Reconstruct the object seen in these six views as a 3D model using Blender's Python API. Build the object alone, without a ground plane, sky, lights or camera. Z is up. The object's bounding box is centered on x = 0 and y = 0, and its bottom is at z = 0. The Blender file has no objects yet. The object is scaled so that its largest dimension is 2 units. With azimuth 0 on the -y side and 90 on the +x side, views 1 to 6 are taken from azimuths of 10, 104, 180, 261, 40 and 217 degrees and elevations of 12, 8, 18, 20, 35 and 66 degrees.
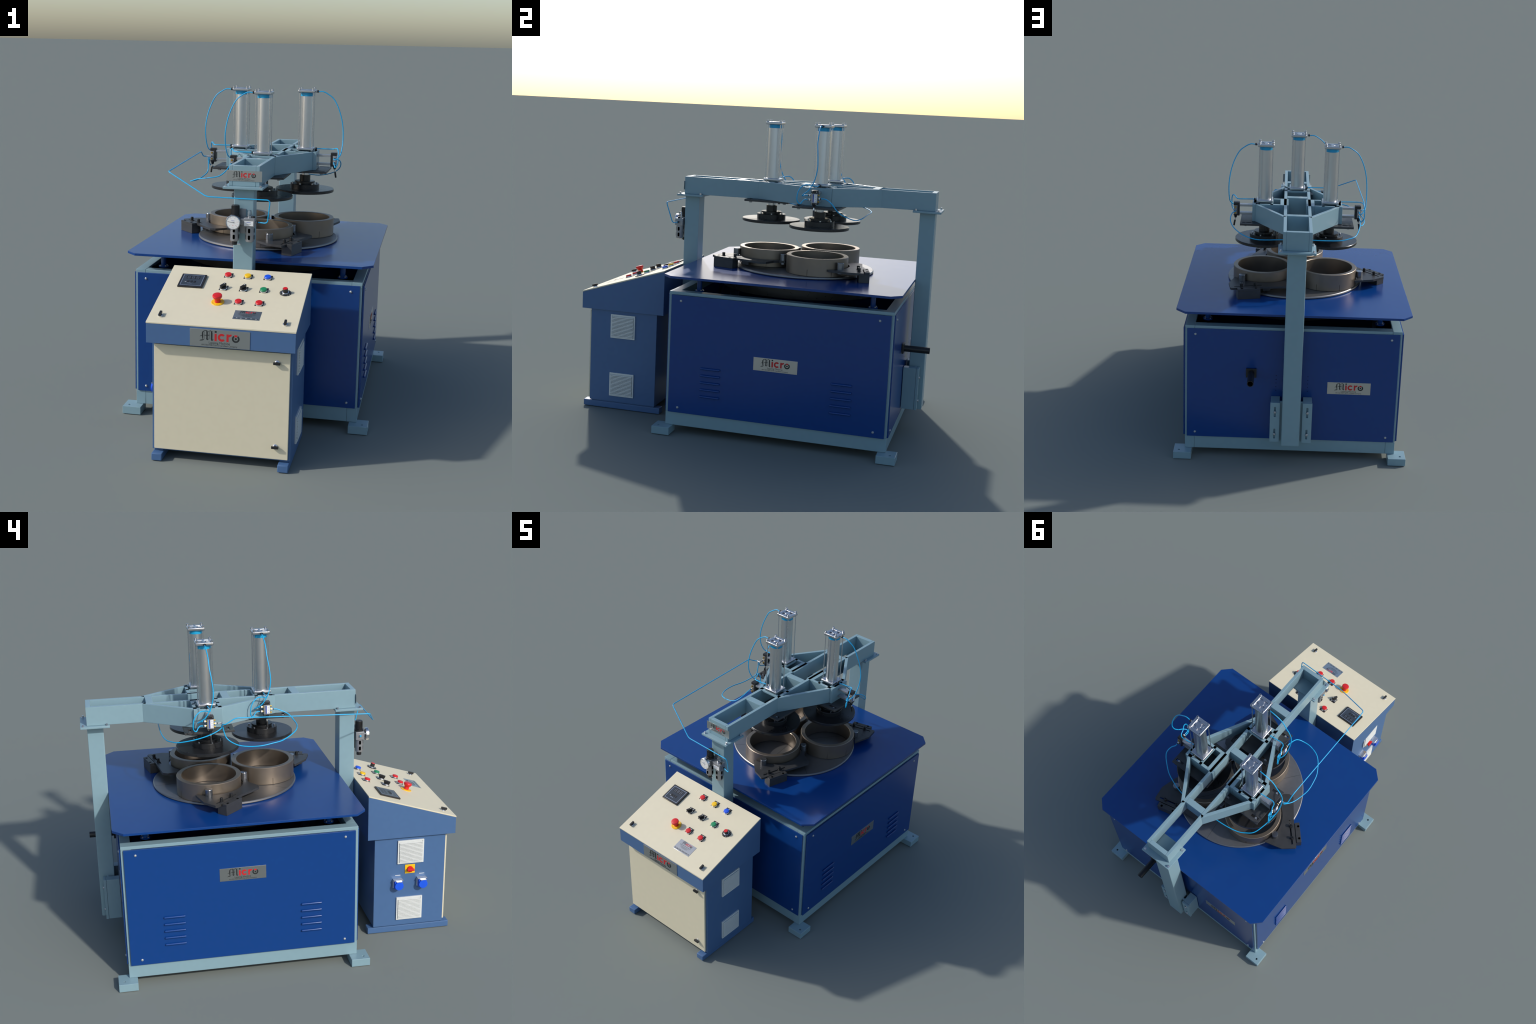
import bpy, bmesh, math, random
import numpy as np
from mathutils import Matrix, Vector

random.seed(7)
scene = bpy.context.scene
COLL = scene.collection
T = Matrix.Translation
def RX(a): return Matrix.Rotation(math.radians(a), 4, 'X')
def RY(a): return Matrix.Rotation(math.radians(a), 4, 'Y')
def RZ(a): return Matrix.Rotation(math.radians(a), 4, 'Z')

# ------------------------------------------------------------------ materials
def material(name, color, metallic=0.0, rough=0.45, grain=0.05, scale=35.0, coat=0.0,
             rough_var=0.06, bump=0.0, stretch=(1, 1, 1), transmission=0.0, spec=0.5):
    m = bpy.data.materials.new(name)
    m.use_nodes = True
    nt = m.node_tree
    b = nt.nodes["Principled BSDF"]
    tc = nt.nodes.new("ShaderNodeTexCoord")
    mp = nt.nodes.new("ShaderNodeMapping")
    mp.inputs["Scale"].default_value = stretch
    nz = nt.nodes.new("ShaderNodeTexNoise")
    nz.inputs["Scale"].default_value = scale
    nz.inputs["Detail"].default_value = 5
    nt.links.new(tc.outputs["Object"], mp.inputs["Vector"])
    nt.links.new(mp.outputs["Vector"], nz.inputs["Vector"])
    cr = nt.nodes.new("ShaderNodeValToRGB")
    cr.color_ramp.elements[0].position = 0.3
    cr.color_ramp.elements[1].position = 0.7
    cr.color_ramp.elements[0].color = (*[c * (1 - grain) for c in color], 1)
    cr.color_ramp.elements[1].color = (*[min(1, c * (1 + grain)) for c in color], 1)
    nt.links.new(nz.outputs["Fac"], cr.inputs["Fac"])
    nt.links.new(cr.outputs["Color"], b.inputs["Base Color"])
    mr = nt.nodes.new("ShaderNodeMapRange")
    mr.inputs["To Min"].default_value = max(0.02, rough - rough_var)
    mr.inputs["To Max"].default_value = min(1, rough + rough_var)
    nt.links.new(nz.outputs["Fac"], mr.inputs["Value"])
    nt.links.new(mr.outputs["Result"], b.inputs["Roughness"])
    b.inputs["Metallic"].default_value = metallic
    b.inputs["Specular IOR Level"].default_value = spec
    b.inputs["Coat Weight"].default_value = coat
    b.inputs["Coat Roughness"].default_value = 0.15
    b.inputs["Transmission Weight"].default_value = transmission
    if bump:
        bp = nt.nodes.new("ShaderNodeBump")
        bp.inputs["Strength"].default_value = bump
        bp.inputs["Distance"].default_value = 0.001
        nt.links.new(nz.outputs["Fac"], bp.inputs["Height"])
        nt.links.new(bp.outputs["Normal"], b.inputs["Normal"])
    return m

M = {}
def defmat(key, *a, **k):
    M[key] = material(key, *a, **k)
defmat("frame_paint", (0.215, 0.335, 0.385), rough=0.32, grain=0.015, rough_var=0.02)
defmat("panel_blue", (0.0035, 0.044, 0.203), rough=0.25, grain=0.02, rough_var=0.01)
defmat("table_blue", (0.0035, 0.044, 0.203), rough=0.23, grain=0.02, scale=12, rough_var=0.01)
defmat("console_blue", (0.062, 0.134, 0.282), rough=0.42, grain=0.02, rough_var=0.02)
defmat("cream_paint", (0.684, 0.622, 0.458), rough=0.5, grain=0.012, rough_var=0.02)
defmat("black_oxide", (0.016, 0.0165, 0.018), rough=0.28, grain=0.08, rough_var=0.02)
defmat("dark_steel", (0.055, 0.056, 0.058), metallic=0.35, rough=0.42, grain=0.1)
defmat("bronze", (0.27, 0.222, 0.175), metallic=0.85, rough=0.42, grain=0.03, rough_var=0.02)
defmat("plate_iron", (0.235, 0.235, 0.24), metallic=0.85, rough=0.44, grain=0.04, scale=60, rough_var=0.02)
defmat("aluminium", (0.66, 0.665, 0.675), metallic=1.0, rough=0.34, grain=0.01, rough_var=0.01)
defmat("cap_aluminium", (0.55, 0.56, 0.585), metallic=1.0, rough=0.30, grain=0.01, rough_var=0.01)
defmat("bright_steel", (0.68, 0.69, 0.72), metallic=1.0, rough=0.24, grain=0.01, rough_var=0.01)
defmat("satin_steel", (0.42, 0.43, 0.45), metallic=0.75, rough=0.40, grain=0.02, rough_var=0.02)
defmat("roller_steel", (0.28, 0.29, 0.31), metallic=0.9, rough=0.25, grain=0.02, rough_var=0.02)
defmat("screw_zinc", (0.42, 0.45, 0.46), metallic=0.45, rough=0.4, grain=0.02)
defmat("cast_grey", (0.30, 0.31, 0.33), metallic=0.5, rough=0.4, grain=0.04)
defmat("hose_blue", (0.006, 0.385, 0.72), rough=0.38, grain=0.02)
defmat("seal_blue", (0.006, 0.32, 0.58), rough=0.45, grain=0.02)
defmat("black_plastic", (0.012, 0.012, 0.013), rough=0.4, grain=0.1)
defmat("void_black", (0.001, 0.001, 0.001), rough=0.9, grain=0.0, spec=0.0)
defmat("plate_metal", (0.58, 0.585, 0.58), metallic=1.0, rough=0.30, grain=0.01, rough_var=0.01)
defmat("ink_black", (0.012, 0.014, 0.015), rough=0.6)
defmat("ink_red", (0.50, 0.010, 0.014), rough=0.5)
defmat("ink_white", (0.75, 0.76, 0.76), rough=0.6)
defmat("ink_blue", (0.01, 0.05, 0.35), rough=0.5)
defmat("button_red", (0.62, 0.010, 0.014), rough=0.4)
defmat("button_yellow", (0.85, 0.50, 0.008), rough=0.4)
defmat("button_blue", (0.010, 0.095, 0.72), rough=0.4)
defmat("button_green", (0.012, 0.24, 0.10), rough=0.4)
defmat("vent_white", (0.66, 0.68, 0.665), rough=0.5, grain=0.01)
defmat("brass", (0.55, 0.33, 0.06), metallic=0.8, rough=0.3)
defmat("screen_grey", (0.035, 0.045, 0.06), rough=0.3)
defmat("meter_silver", (0.28, 0.33, 0.42), metallic=0.5, rough=0.4)
defmat("clear_glass", (0.85, 0.9, 0.92), rough=0.06, transmission=0.9)
defmat("gauge_white", (0.74, 0.75, 0.74), rough=0.5)

# ------------------------------------------------------------------ mesh builder
def sharpen(me, angle=26):
    """crease by angle, keeping the faces that are flagged flat."""
    smooth = [p.use_smooth for p in me.polygons]
    me.set_sharp_from_angle(angle=math.radians(angle))
    me.polygons.foreach_set("use_smooth", smooth)
    me.update()

class Builder:
    """Collects primitives into one mesh; each primitive carries a material key."""
    def __init__(self):
        self.bm = bmesh.new()
        self.keys = []
    def _idx(self, key):
        if key not in self.keys:
            self.keys.append(key)
        return self.keys.index(key)
    def _absorb(self, bm, key, mat=None):
        if mat is not None:
            bmesh.ops.transform(bm, matrix=mat, verts=bm.verts)
        i = self._idx(key)
        vm = {v: self.bm.verts.new(v.co) for v in bm.verts}
        for f in bm.faces:
            try:
                nf = self.bm.faces.new([vm[v] for v in f.verts])
                nf.material_index = i
                nf.smooth = f.smooth
            except ValueError:
                pass
        bm.free()
        return self
    def box(self, x0, x1, y0, y1, z0, z1, key, bevel=0.0, mat=None, seg=2):
        bm = bmesh.new()
        bmesh.ops.create_cube(bm, size=1)
        bmesh.ops.scale(bm, vec=(x1 - x0, y1 - y0, z1 - z0), verts=bm.verts)
        bmesh.ops.translate(bm, vec=((x0 + x1) / 2, (y0 + y1) / 2, (z0 + z1) / 2), verts=bm.verts)
        self._soften(bm, bevel, seg)
        return self._absorb(bm, key, mat)
    def _soften(self, bm, bevel, seg=2):
        """round the edges; the flats stay flat shaded, only the rounded edges are smooth."""
        bm.normal_update()
        flats = [f.normal.copy() for f in bm.faces]
        if bevel:
            bmesh.ops.bevel(bm, geom=bm.edges[:], offset=bevel, segments=seg, affect='EDGES', profile=0.5)
            bm.normal_update()
        for f in bm.faces:
            f.smooth = not any(f.normal.dot(n) > 0.9995 for n in flats)
    def prism(self, poly, z0, z1, key, bevel=0.0, mat=None):
        bm = bmesh.new()
        lo = [bm.verts.new((x, y, z0)) for x, y in poly]
        hi = [bm.verts.new((x, y, z1)) for x, y in poly]
        n = len(poly)
        bm.faces.new(hi); bm.faces.new(lo[::-1])
        for i in range(n):
            j = (i + 1) % n
            bm.faces.new((lo[i], lo[j], hi[j], hi[i]))
        bmesh.ops.recalc_face_normals(bm, faces=bm.faces)
        self._soften(bm, bevel)
        return self._absorb(bm, key, mat)
    def lathe(self, prof, key, seg=48, mat=None, close=False):
        """prof: list of (radius, z), revolved about z. close joins last to first."""
        bm = bmesh.new()
        rings = []
        for r, z in prof:
            if r < 1e-6:
                rings.append([bm.verts.new((0, 0, z))])
            else:
                rings.append([bm.verts.new((r * math.cos(2 * math.pi * k / seg), r * math.sin(2 * math.pi * k / seg), z)) for k in range(seg)])
        pairs = list(zip(rings, rings[1:]))
        if close:
            pairs.append((rings[-1], rings[0]))
        for a, b in pairs:
            for k in range(seg):
                q = (k + 1) % seg
                if len(a) == 1 and len(b) == 1:
                    continue
                if len(a) == 1:
                    bm.faces.new((a[0], b[k], b[q]))
                elif len(b) == 1:
                    bm.faces.new((a[k], a[q], b[0]))
                else:
                    bm.faces.new((a[k], a[q], b[q], b[k]))
        bmesh.ops.recalc_face_normals(bm, faces=bm.faces)
        for f in bm.faces:
            f.smooth = True
        return self._absorb(bm, key, mat)
    def cyl(self, r, z0, z1, key, seg=32, bevel=0.0, mat=None):
        b = bevel
        if b:
            prof = [(0, z0), (r - b, z0), (r, z0 + b), (r, z1 - b), (r - b, z1), (0, z1)]
        else:
            prof = [(0, z0), (r, z0), (r, z1), (0, z1)]
        return self.lathe(prof, key, seg, mat)
    def sweep(self, pts, r, key, seg=10):
        pts = [Vector(p) for p in pts]
        bm = bmesh.new()
        n = len(pts)
        tang = [(pts[min(i + 1, n - 1)] - pts[max(i - 1, 0)]).normalized() for i in range(n)]
        up = Vector((0, 0, 1)) if abs(tang[0].z) < 0.9 else Vector((1, 0, 0))
        nrm = (up - tang[0] * up.dot(tang[0])).normalized()
        rings = []
        for i in range(n):
            nrm = (nrm - tang[i] * nrm.dot(tang[i])).normalized()
            bi = tang[i].cross(nrm)
            rings.append([bm.verts.new(pts[i] + r * (math.cos(2 * math.pi * k / seg) * nrm + math.sin(2 * math.pi * k / seg) * bi)) for k in range(seg)])
        for a, b in zip(rings, rings[1:]):
            for k in range(seg):
                q = (k + 1) % seg
                bm.faces.new((a[k], a[q], b[q], b[k]))
        bm.faces.new(rings[0][::-1]); bm.faces.new(rings[-1])
        bmesh.ops.recalc_face_normals(bm, faces=bm.faces)
        for f in bm.faces:
            f.smooth = len(f.verts) == 4
        return self._absorb(bm, key)
    def stroke(self, pts, key, z0, z1, mat=None):
        """flat pen stroke through (x, y, half width) points, extruded z0..z1."""
        P = [Vector((p[0], p[1])) for p in pts]
        left, right = [], []
        for i, p in enumerate(P):
            t = (P[min(i + 1, len(P) - 1)] - P[max(i - 1, 0)]).normalized()
            nrm = Vector((-t.y, t.x)) * pts[i][2]
            left.append(p + nrm); right.append(p - nrm)
        for i in range(len(P) - 1):
            self.prism([right[i], right[i + 1], left[i + 1], left[i]], z0, z1, key, mat=mat)
        return self
    def sector(self, cx, cy, r0, r1, a0, a1, key, z0, z1, n=20, mat=None):
        A = [math.radians(a0 + (a1 - a0) * k / n) for k in range(n + 1)]
        for p, q in zip(A, A[1:]):
            self.prism([(cx + r0 * math.cos(p), cy + r0 * math.sin(p)), (cx + r1 * math.cos(p), cy + r1 * math.sin(p)),
                        (cx + r1 * math.cos(q), cy + r1 * math.sin(q)), (cx + r0 * math.cos(q), cy + r0 * math.sin(q))], z0, z1, key, mat=mat)
        return self
    def text(self, body, x, y, width, key, z, depth, mat=None):
        """built-in font text whose lower left corner is x, y and whose width is given."""
        cu = bpy.data.curves.new("lettering_curve", 'FONT')
        cu.body = body; cu.size = 1.0; cu.extrude = 0.0
        ob = bpy.data.objects.new("lettering_helper", cu)
        COLL.objects.link(ob)
        dg = bpy.context.evaluated_depsgraph_get()
        me = bpy.data.meshes.new_from_object(ob.evaluated_get(dg))
        bm = bmesh.new(); bm.from_mesh(me)
        bpy.data.objects.remove(ob); bpy.data.curves.remove(cu); bpy.data.meshes.remove(me)
        xs = [v.co.x for v in bm.verts]
        s = width / (max(xs) - min(xs))
        bmesh.ops.transform(bm, matrix=T((x, y, z)) @ Matrix.Scale(s, 4) @ T((-min(xs), 0, 0)), verts=bm.verts)
        r = bmesh.ops.extrude_face_region(bm, geom=bm.faces[:])
        bmesh.ops.translate(bm, vec=(0, 0, depth), verts=[g for g in r["geom"] if isinstance(g, bmesh.types.BMVert)])
        bmesh.ops.recalc_face_normals(bm, faces=bm.faces)
        return self._absorb(bm, key, mat)
    def mesh(self, name, angle=26):
        me = bpy.data.meshes.new(name)
        self.bm.to_mesh(me); self.bm.free()
        for k in self.keys:
            me.materials.append(M[k])
        sharpen(me, angle)
        me.update()
        return me

WORLD = {}
def put(name, mesh, parent, mat=None):
    ob = bpy.data.objects.new(name, mesh)
    COLL.objects.link(ob)
    mat = mat or Matrix.Identity(4)
    WORLD[ob] = mat
    if parent is not None:
        ob.parent = parent
        ob.matrix_basis = WORLD[parent].inverted() @ mat
    else:
        ob.matrix_basis = mat
    return ob
def thing(name, loc, label, category):
    ob = bpy.data.objects.new(name, None)
    COLL.objects.link(ob)
    ob.matrix_basis = T(loc); WORLD[ob] = T(loc)
    ob["label"] = label; ob["category"] = category
    return ob
def cut(me, cutters, name):
    """boolean difference of a mesh by a builder of cutters."""
    a = bpy.data.objects.new("cut_body", me); c = bpy.data.objects.new("cut_tool", cutters.mesh("cut_tool"))
    COLL.objects.link(a); COLL.objects.link(c)
    md = a.modifiers.new("b", 'BOOLEAN'); md.object = c; md.operation = 'DIFFERENCE'; md.solver = 'EXACT'
    dg = bpy.context.evaluated_depsgraph_get()
    out = bpy.data.meshes.new_from_object(a.evaluated_get(dg))
    out.name = name
    bpy.data.objects.remove(a); bpy.data.objects.remove(c)
    return out
def spline(pts, sub=8):
    """Catmull-Rom curve through the points."""
    P = [Vector(p) for p in pts]
    P = [2 * P[0] - P[1]] + P + [2 * P[-1] - P[-2]]
    out = []
    for i in range(1, len(P) - 2):
        a, b, c, d = P[i - 1:i + 3]
        for k in range(sub):
            t = k / sub
            out.append(0.5 * ((2 * b) + (c - a) * t + (2 * a - 5 * b + 4 * c - d) * t * t + (3 * b - a - 3 * c + d) * t ** 3))
    out.append(P[-2])
    return out
def bent_line(pts, radius=0.018, n=6):
    """straight runs joined by rounded bends."""
    P = [Vector(p) for p in pts]
    out = [P[0]]
    for a, b, c in zip(P, P[1:], P[2:]):
        d1, d2 = (a - b), (c - b)
        r = min(radius, d1.length * 0.45, d2.length * 0.45)
        s, e = b + d1.normalized() * r, b + d2.normalized() * r
        for k in range(n + 1):
            t = k / n
            out.append((1 - t) ** 2 * s + 2 * t * (1 - t) * b + t * t * e)
    out.append(P[-1])
    return out

# ------------------------------------------------------------------ shared name plate
def logo(B, z, d, ox, oy, s):
    """word mark drawn in label units: x to the right, y up, origin at the plate's lower left corner."""
    m = T((ox, oy, 0)) @ Matrix.Diagonal((s, s, 1, 1))
    def st(pts, key, k=0):
        B.stroke([(x, -y, w) for x, y, w in pts], key, z, z + d * (1 + 0.06 * k), mat=m)
    u = 1 / 2020
    def pen(k, *pts):
        st([(x * u, y * u, w * u) for x, y, w in pts], "ink_black", k)
    pen(0, (425, 355, 4), (432, 290, 16), (430, 200, 22), (428, 130, 20), (446, 85, 16), (500, 55, 12), (560, 38, 10))
    pen(1, (482, 350, 6), (482, 100, 6))
    pen(2, (330, 412, 2), (360, 385, 12), (410, 378, 17), (450, 368, 15), (480, 345, 4))
    pen(3, (340, 262, 2), (370, 228, 9), (412, 222, 12), (430, 250, 3))
    pen(4, (545, 40, 6), (575, 62, 22), (582, 120, 24), (582, 300, 24), (580, 335, 26))
    pen(5, (550, 330, 4), (592, 352, 24), (640, 325, 3))
    pen(6, (600, 95, 4), (650, 60, 8), (700, 42, 13), (735, 75, 16), (775, 55, 3))
    pen(7, (652, 85, 5), (652, 335, 5))
    pen(8, (728, 60, 12), (738, 110, 27), (738, 320, 27), (742, 350, 20))
    pen(9, (712, 345, 4), (748, 372, 22), (800, 330, 3))
    pen(10, (492, 205, 6), (560, 205, 13), (620, 200, 13), (675, 190, 3))
    def blk(x0, x1, y0, y1, key):
        B.prism([(x0 * u, -y1 * u), (x1 * u, -y1 * u), (x1 * u, -y0 * u), (x0 * u, -y0 * u)], z, z + d, key, mat=m)
    blk(838, 905, 38, 100, "ink_black")
    blk(835, 908, 133, 385, "ink_red")
    B.sector(1077 * u, -253 * u, 60 * u, 133 * u, 42, 318, "ink_red", z, z + d, mat=m)
    blk(1236, 1308, 128, 385, "ink_red")
    B.sector(1382 * u, -226 * u, 36 * u, 102 * u, 72, 172, "ink_red", z, z + d * 1.1, 10, mat=m)
    B.sector(1547 * u, -264 * u, 72 * u, 130 * u, 125, 415, "ink_black", z, z + d, mat=m)
    B.sector(1547 * u, -264 * u, 0.1 * u, 38 * u, 0, 360, "ink_black", z, z + d, mat=m)
    B.sector(1547 * u, -264 * u, 66 * u, 130 * u, 62, 118, "ink_red", z, z + d, 10, mat=m)

def name_plate_mesh():
    B = Builder()
    h = 0.296
    B.box(0, 1, 0, h, 0, 0.006, "plate_metal", 0.0015)
    logo(B, 0.0055, 0.0028, 0, h, 1.0)
    u = 1 / 2020
    B.text("Lapping Machine", 645 * u, h - 482 * u, 705 * u, "ink_black", 0.0055, 0.0022)
    B.text("AN ISO:9001:2015 Certified Company", 392 * u, h - 556 * u, 1210 * u, "ink_black", 0.0055, 0.0022)
    return B.mesh("name_plate")
NAME_PLATE = name_plate_mesh()
def name_plate(parent, origin, xdir, width):
    """origin: lower left corner; xdir: reading direction; plate stands upright."""
    x = Vector(xdir); y = Vector((0, 0, 1)); n = x.cross(y)
    R = Matrix((x, y, n)).transposed().to_4x4()
    return put("name_plate", NAME_PLATE, parent, T(origin) @ R @ Matrix.Scale(width, 4))

# ================================================================== LAPPING MACHINE
CY = 0.2325                                   # centre of the machine in y
machine = thing("lapping_machine", (0, CY, 0), "Blue lapping machine with three pneumatic cylinders on a gantry", "lapping machine")
FP = "frame_paint"

# ---- base frame
PX, PY0, PY1, ZB, ZT = 0.594, -0.377, 0.842, 0.043, 0.787
B = Builder()
for sx in (-1, 1):
    x0, x1 = sorted((sx * PX, sx * (PX - 0.052)))
    for y0, y1 in ((PY0 + 0.0004, PY0 + 0.052), (PY1 - 0.052, PY1 - 0.0004)):
        a, c = sorted((sx * (PX - 0.0004), sx * (PX - 0.0516)))
        B.box(a, c, y0, y1, 0.1182, ZT - 0.0182, FP, 0.002)
    B.box(x0, x1, PY0, PY1, ZB, 0.118, FP, 0.002)
    B.box(x0, x1, PY0, PY1, ZT - 0.018, ZT, FP, 0.002)
for y0, y1 in ((PY0 + 0.0005, PY0 + 0.0515), (PY1 - 0.0515, PY1 - 0.0005)):
    B.box(-PX + 0.0525, PX - 0.0525, y0, y1, ZB + 0.0005, 0.1175, FP, 0.002)
    B.box(-PX + 0.0525, PX - 0.0525, y0, y1, ZT - 0.05, ZT - 0.0005, FP, 0.002)
for sx in (-1, 1):                             # black blocks under the table legs
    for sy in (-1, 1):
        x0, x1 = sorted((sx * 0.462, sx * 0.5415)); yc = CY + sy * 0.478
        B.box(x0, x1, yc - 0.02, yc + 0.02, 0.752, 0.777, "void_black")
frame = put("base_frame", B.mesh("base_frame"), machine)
B = Builder(); B.box(-0.54, 0.54, -0.32, 0.785, 0.06, 0.066, "black_oxide")
put("floor_pan", B.mesh("floor_pan"), machine)

foot = cut(Builder().box(-0.05, 0.05, -0.05, 0.05, 0, 0.0425, FP, 0.0015, seg=1).mesh("foot_raw"),
           Builder().cyl(0.0065, 0.01, 0.06, "void_black", 20, mat=T((0.02, 0.02, 0))), "mounting_foot")
for sx, sy in ((1, 1), (-1, 1), (-1, -1), (1, -1)):
    rot = {(1, 1): 0, (-1, 1): 90, (-1, -1): 180, (1, -1): 270}[(sx, sy)]
    put("mounting_foot", foot, frame, T((sx * 0.605, CY + sy * 0.617, 0)) @ RZ(rot))

# ---- cover panels with screws, louvres and plates
SCREW = Builder().lathe([(0.0068, 0), (0.0068, 0.0008), (0.0058, 0.003), (0.0035, 0.0048), (0, 0.0052)], "screw_zinc", 20).mesh("panel_screw")
def louvre_mesh():
    B = Builder()
    r, l = 0.0056, 0.0565                       # pressed rib: a rounded bar standing off the panel
    prof = [(0, -l)] + [(r * math.sin(t), -l + r - r * math.cos(t)) for t in (0.5, 1.0, 1.4)] + [(r, -l + r), (r, l - r)] + [(r * math.sin(t), l - r + r * math.cos(t)) for t in (1.4, 1.0, 0.5)] + [(0, l)]
    B.lathe(prof, "panel_blue", 20, mat=T((0, 0, 0.0052)) @ RX(90))
    return B.mesh("louvre", 60)
LOUVRE = louvre_mesh()
for side in ("right", "left"):
    s = 1 if side == "right" else -1
    B = Builder()
    x0, x1 = sorted((s * 0.5945, s * 0.605))
    B.box(x0, x1, -0.361, 0.829, 0.118, 0.769, "panel_blue", 0.0015)
    panel = put("side_panel", B.mesh("side_panel"), machine, Matrix.Identity(4))
    R = RY(90 * s)
    for y in (-0.306, 0.770):
        for z in (0.1475, 0.7395):
            put("panel_screw", SCREW, panel, T((s * 0.605, y, z)) @ R)
    for y in (-0.126, 0.591):
        for k in range(5):
            put("louvre", LOUVRE, panel, T((s * 0.605, y, 0.3805 - 0.0388 * k)) @ R)
    if s > 0:
        name_plate(panel, (0.605, 0.112, 0.4065), (0, 1, 0), 0.240)
    else:
        name_plate(panel, (-0.605, 0.3515, 0.5525), (0, -1, 0), 0.240)
for s, yf in ((1, 0.849), (-1, -0.3835)):
    B = Builder()
    y0, y1 = sorted((yf, yf - s * 0.0085))
    B.box(-0.583, 0.583, y0, y1, 0.119, 0.771, "panel_blue", 0.0015)
    if s > 0:
        for x in (-0.0875, 0.0885):
            for k in range(5):
                B.cyl(0.0022, 0, 0.0006, "void_black", 10, mat=T((x, yf - 0.0002, 0.507 - 0.022 * k)) @ RX(-90))
    panel = put("end_panel", B.mesh("end_panel"), machine)
    for x in (-0.5375, 0.5375):
        for z in (0.148, 0.740):
            put("panel_screw", SCREW, panel, T((x, yf, z)) @ RX(-90 * s))
    if s > 0:
        name_plate(panel, (-0.197, 0.849, 0.408), (-1, 0, 0), 0.240)

# ---- table top, legs, slurry pan
cx, cy, ch = 0.645, 0.6435, 0.054
outline = []
for sx, sy in ((1, 1), (-1, 1), (-1, -1), (1, -1)):
    a, b = (sx * cx, CY + sy * (cy - ch)), (sx * (cx - ch), CY + sy * cy)
    outline += [a, b] if sx * sy > 0 else [b, a]
put("table_top", Builder().prism(outline, 0.8650, 0.8778, "table_blue", 0.0012).mesh("table_top"), machine)
leg = Builder().lathe([(0, 0), (0.026, 0), (0.026, 0.006), (0.014, 0.007), (0.0135, 0.09), (0, 0.09)], "table_blue", 28).mesh("table_leg")
LB = Builder().cyl(0.004, 0, 0.005, "satin_steel", 6).mesh("leg_bolt")
for sx in (-1, 1):
    for sy in (-1, 1):
        p = Vector((sx * 0.4805, CY + sy * 0.478, 0.7775))
        lg = put("table_leg", leg, machine, T(p))
        for a in (45, 135, 225, 315):
            put("leg_bolt", LB, lg, T(p + Vector((0.020 * math.cos(math.radians(a)), 0.020 * math.sin(math.radians(a)), 0.006))))
put("slurry_pan", Builder().lathe([(0, 0.7795), (0.470, 0.7795), (0.472, 0.7815), (0.472, 0.8645), (0, 0.8645)], "black_oxide", 96).mesh("slurry_pan"),
    machine, T((0, CY, 0)))

# ---- lapping plate
ZD = 0.892
B = Builder()
B.lathe([(0, 0.8779), (0.386, 0.8779), (0.3935, 0.8800), (0.3955, 0.884), (0.3945, 0.889), (0.391, ZD), (0, ZD)], "plate_iron", 128)
for k in range(8):                              # fine radial drain grooves
    B.box(0.02, 0.39, -0.0006, 0.0006, ZD - 0.001, ZD + 0.0002, "black_oxide", mat=RZ(6.9 + 45 * k))
put("lapping_plate", B.mesh("lapping_plate"), machine, T((0, CY, 0)))

# ---- conditioning rings with their holders (three-fold about the plate centre)
b = 0.0022
ring_raw = Builder().lathe([(0.147 + b, ZD + 0.0003), (0.1725 - b, ZD + 0.0003), (0.1725, ZD + 0.0025), (0.1725, 0.990 - b), (0.1725 - b, 0.990),
                            (0.147 + b, 0.990), (0.147, 0.990 - b), (0.147, ZD + 0.0025)], "bronze", 128, close=True).mesh("ring_raw")
slits = Builder()
for k in range(8):
    slits.box(0.166, 0.18, -0.0011, 0.0011, 0.88, 0.929, "void_black", mat=RZ(-171 + 45 * k))
RING = cut(ring_raw, slits, "conditioning_ring")
sharpen(RING)

RC = Vector((0, -0.2165))                      # ring centre in the holder frame
arm = [(0.002, -0.402), (0.082, -0.4825), (0.160, -0.5115), (0.169, -0.508), (0.221, -0.342), (0.278, -0.195), (0.262, -0.168), (0.198, -0.139), (0.179, -0.112), (0.168, -0.080), (0.152, -0.074)]
arc = [(RC.x + 0.182 * math.cos(math.radians(a)), RC.y + 0.182 * math.sin(math.radians(a))) for a in np.linspace(44, -89, 34)]
arm_raw = Builder().prism(arm + [p for p in arc], 0.9245, 0.9365, "dark_steel").mesh("arm_raw")
e = (Vector((0.197, -0.330)) - Vector((0.153, -0.483))).normalized()
ang = math.degrees(math.atan2(e.y, e.x))
sl = Builder()
for t0, t1 in ((0.0, 0.030), (0.045, 0.108), (0.124, 0.159)):
    c = Vector((0.153, -0.483)) + e * (t0 + t1) / 2
    sl.box(-(t1 - t0) / 2, (t1 - t0) / 2, -0.0048, 0.0048, 0.91, 0.95, "void_black", mat=T((c.x, c.y, 0)) @ RZ(ang))
ARM = cut(arm_raw, sl, "ring_holder")
sharpen(ARM)
PIN = Builder()
PIN.lathe([(0, 0.9366), (0.0195, 0.9366), (0.0195, 0.972), (0.0185, 0.974), (0, 0.974)], "roller_steel", 32)
PIN.lathe([(0, 0.914), (0.0165, 0.914), (0.0165, 0.9243), (0, 0.9243)], "roller_steel", 24)
PIN = PIN.mesh("guide_roller")
CAP = Builder()
CAP.cyl(0.0125, 0.9366, 0.9385, "black_oxide", 24)
CAP.lathe([(0, 0.9386), (0.0085, 0.9386), (0.0085, 0.955), (0.0078, 0.956), (0.0045, 0.956), (0.0042, 0.950), (0, 0.950)], "black_oxide", 24)
CAP = CAP.mesh("holder_screw")
bo0, bo1 = Vector((0.247, -0.366)), Vector((0.2105, -0.489))
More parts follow.
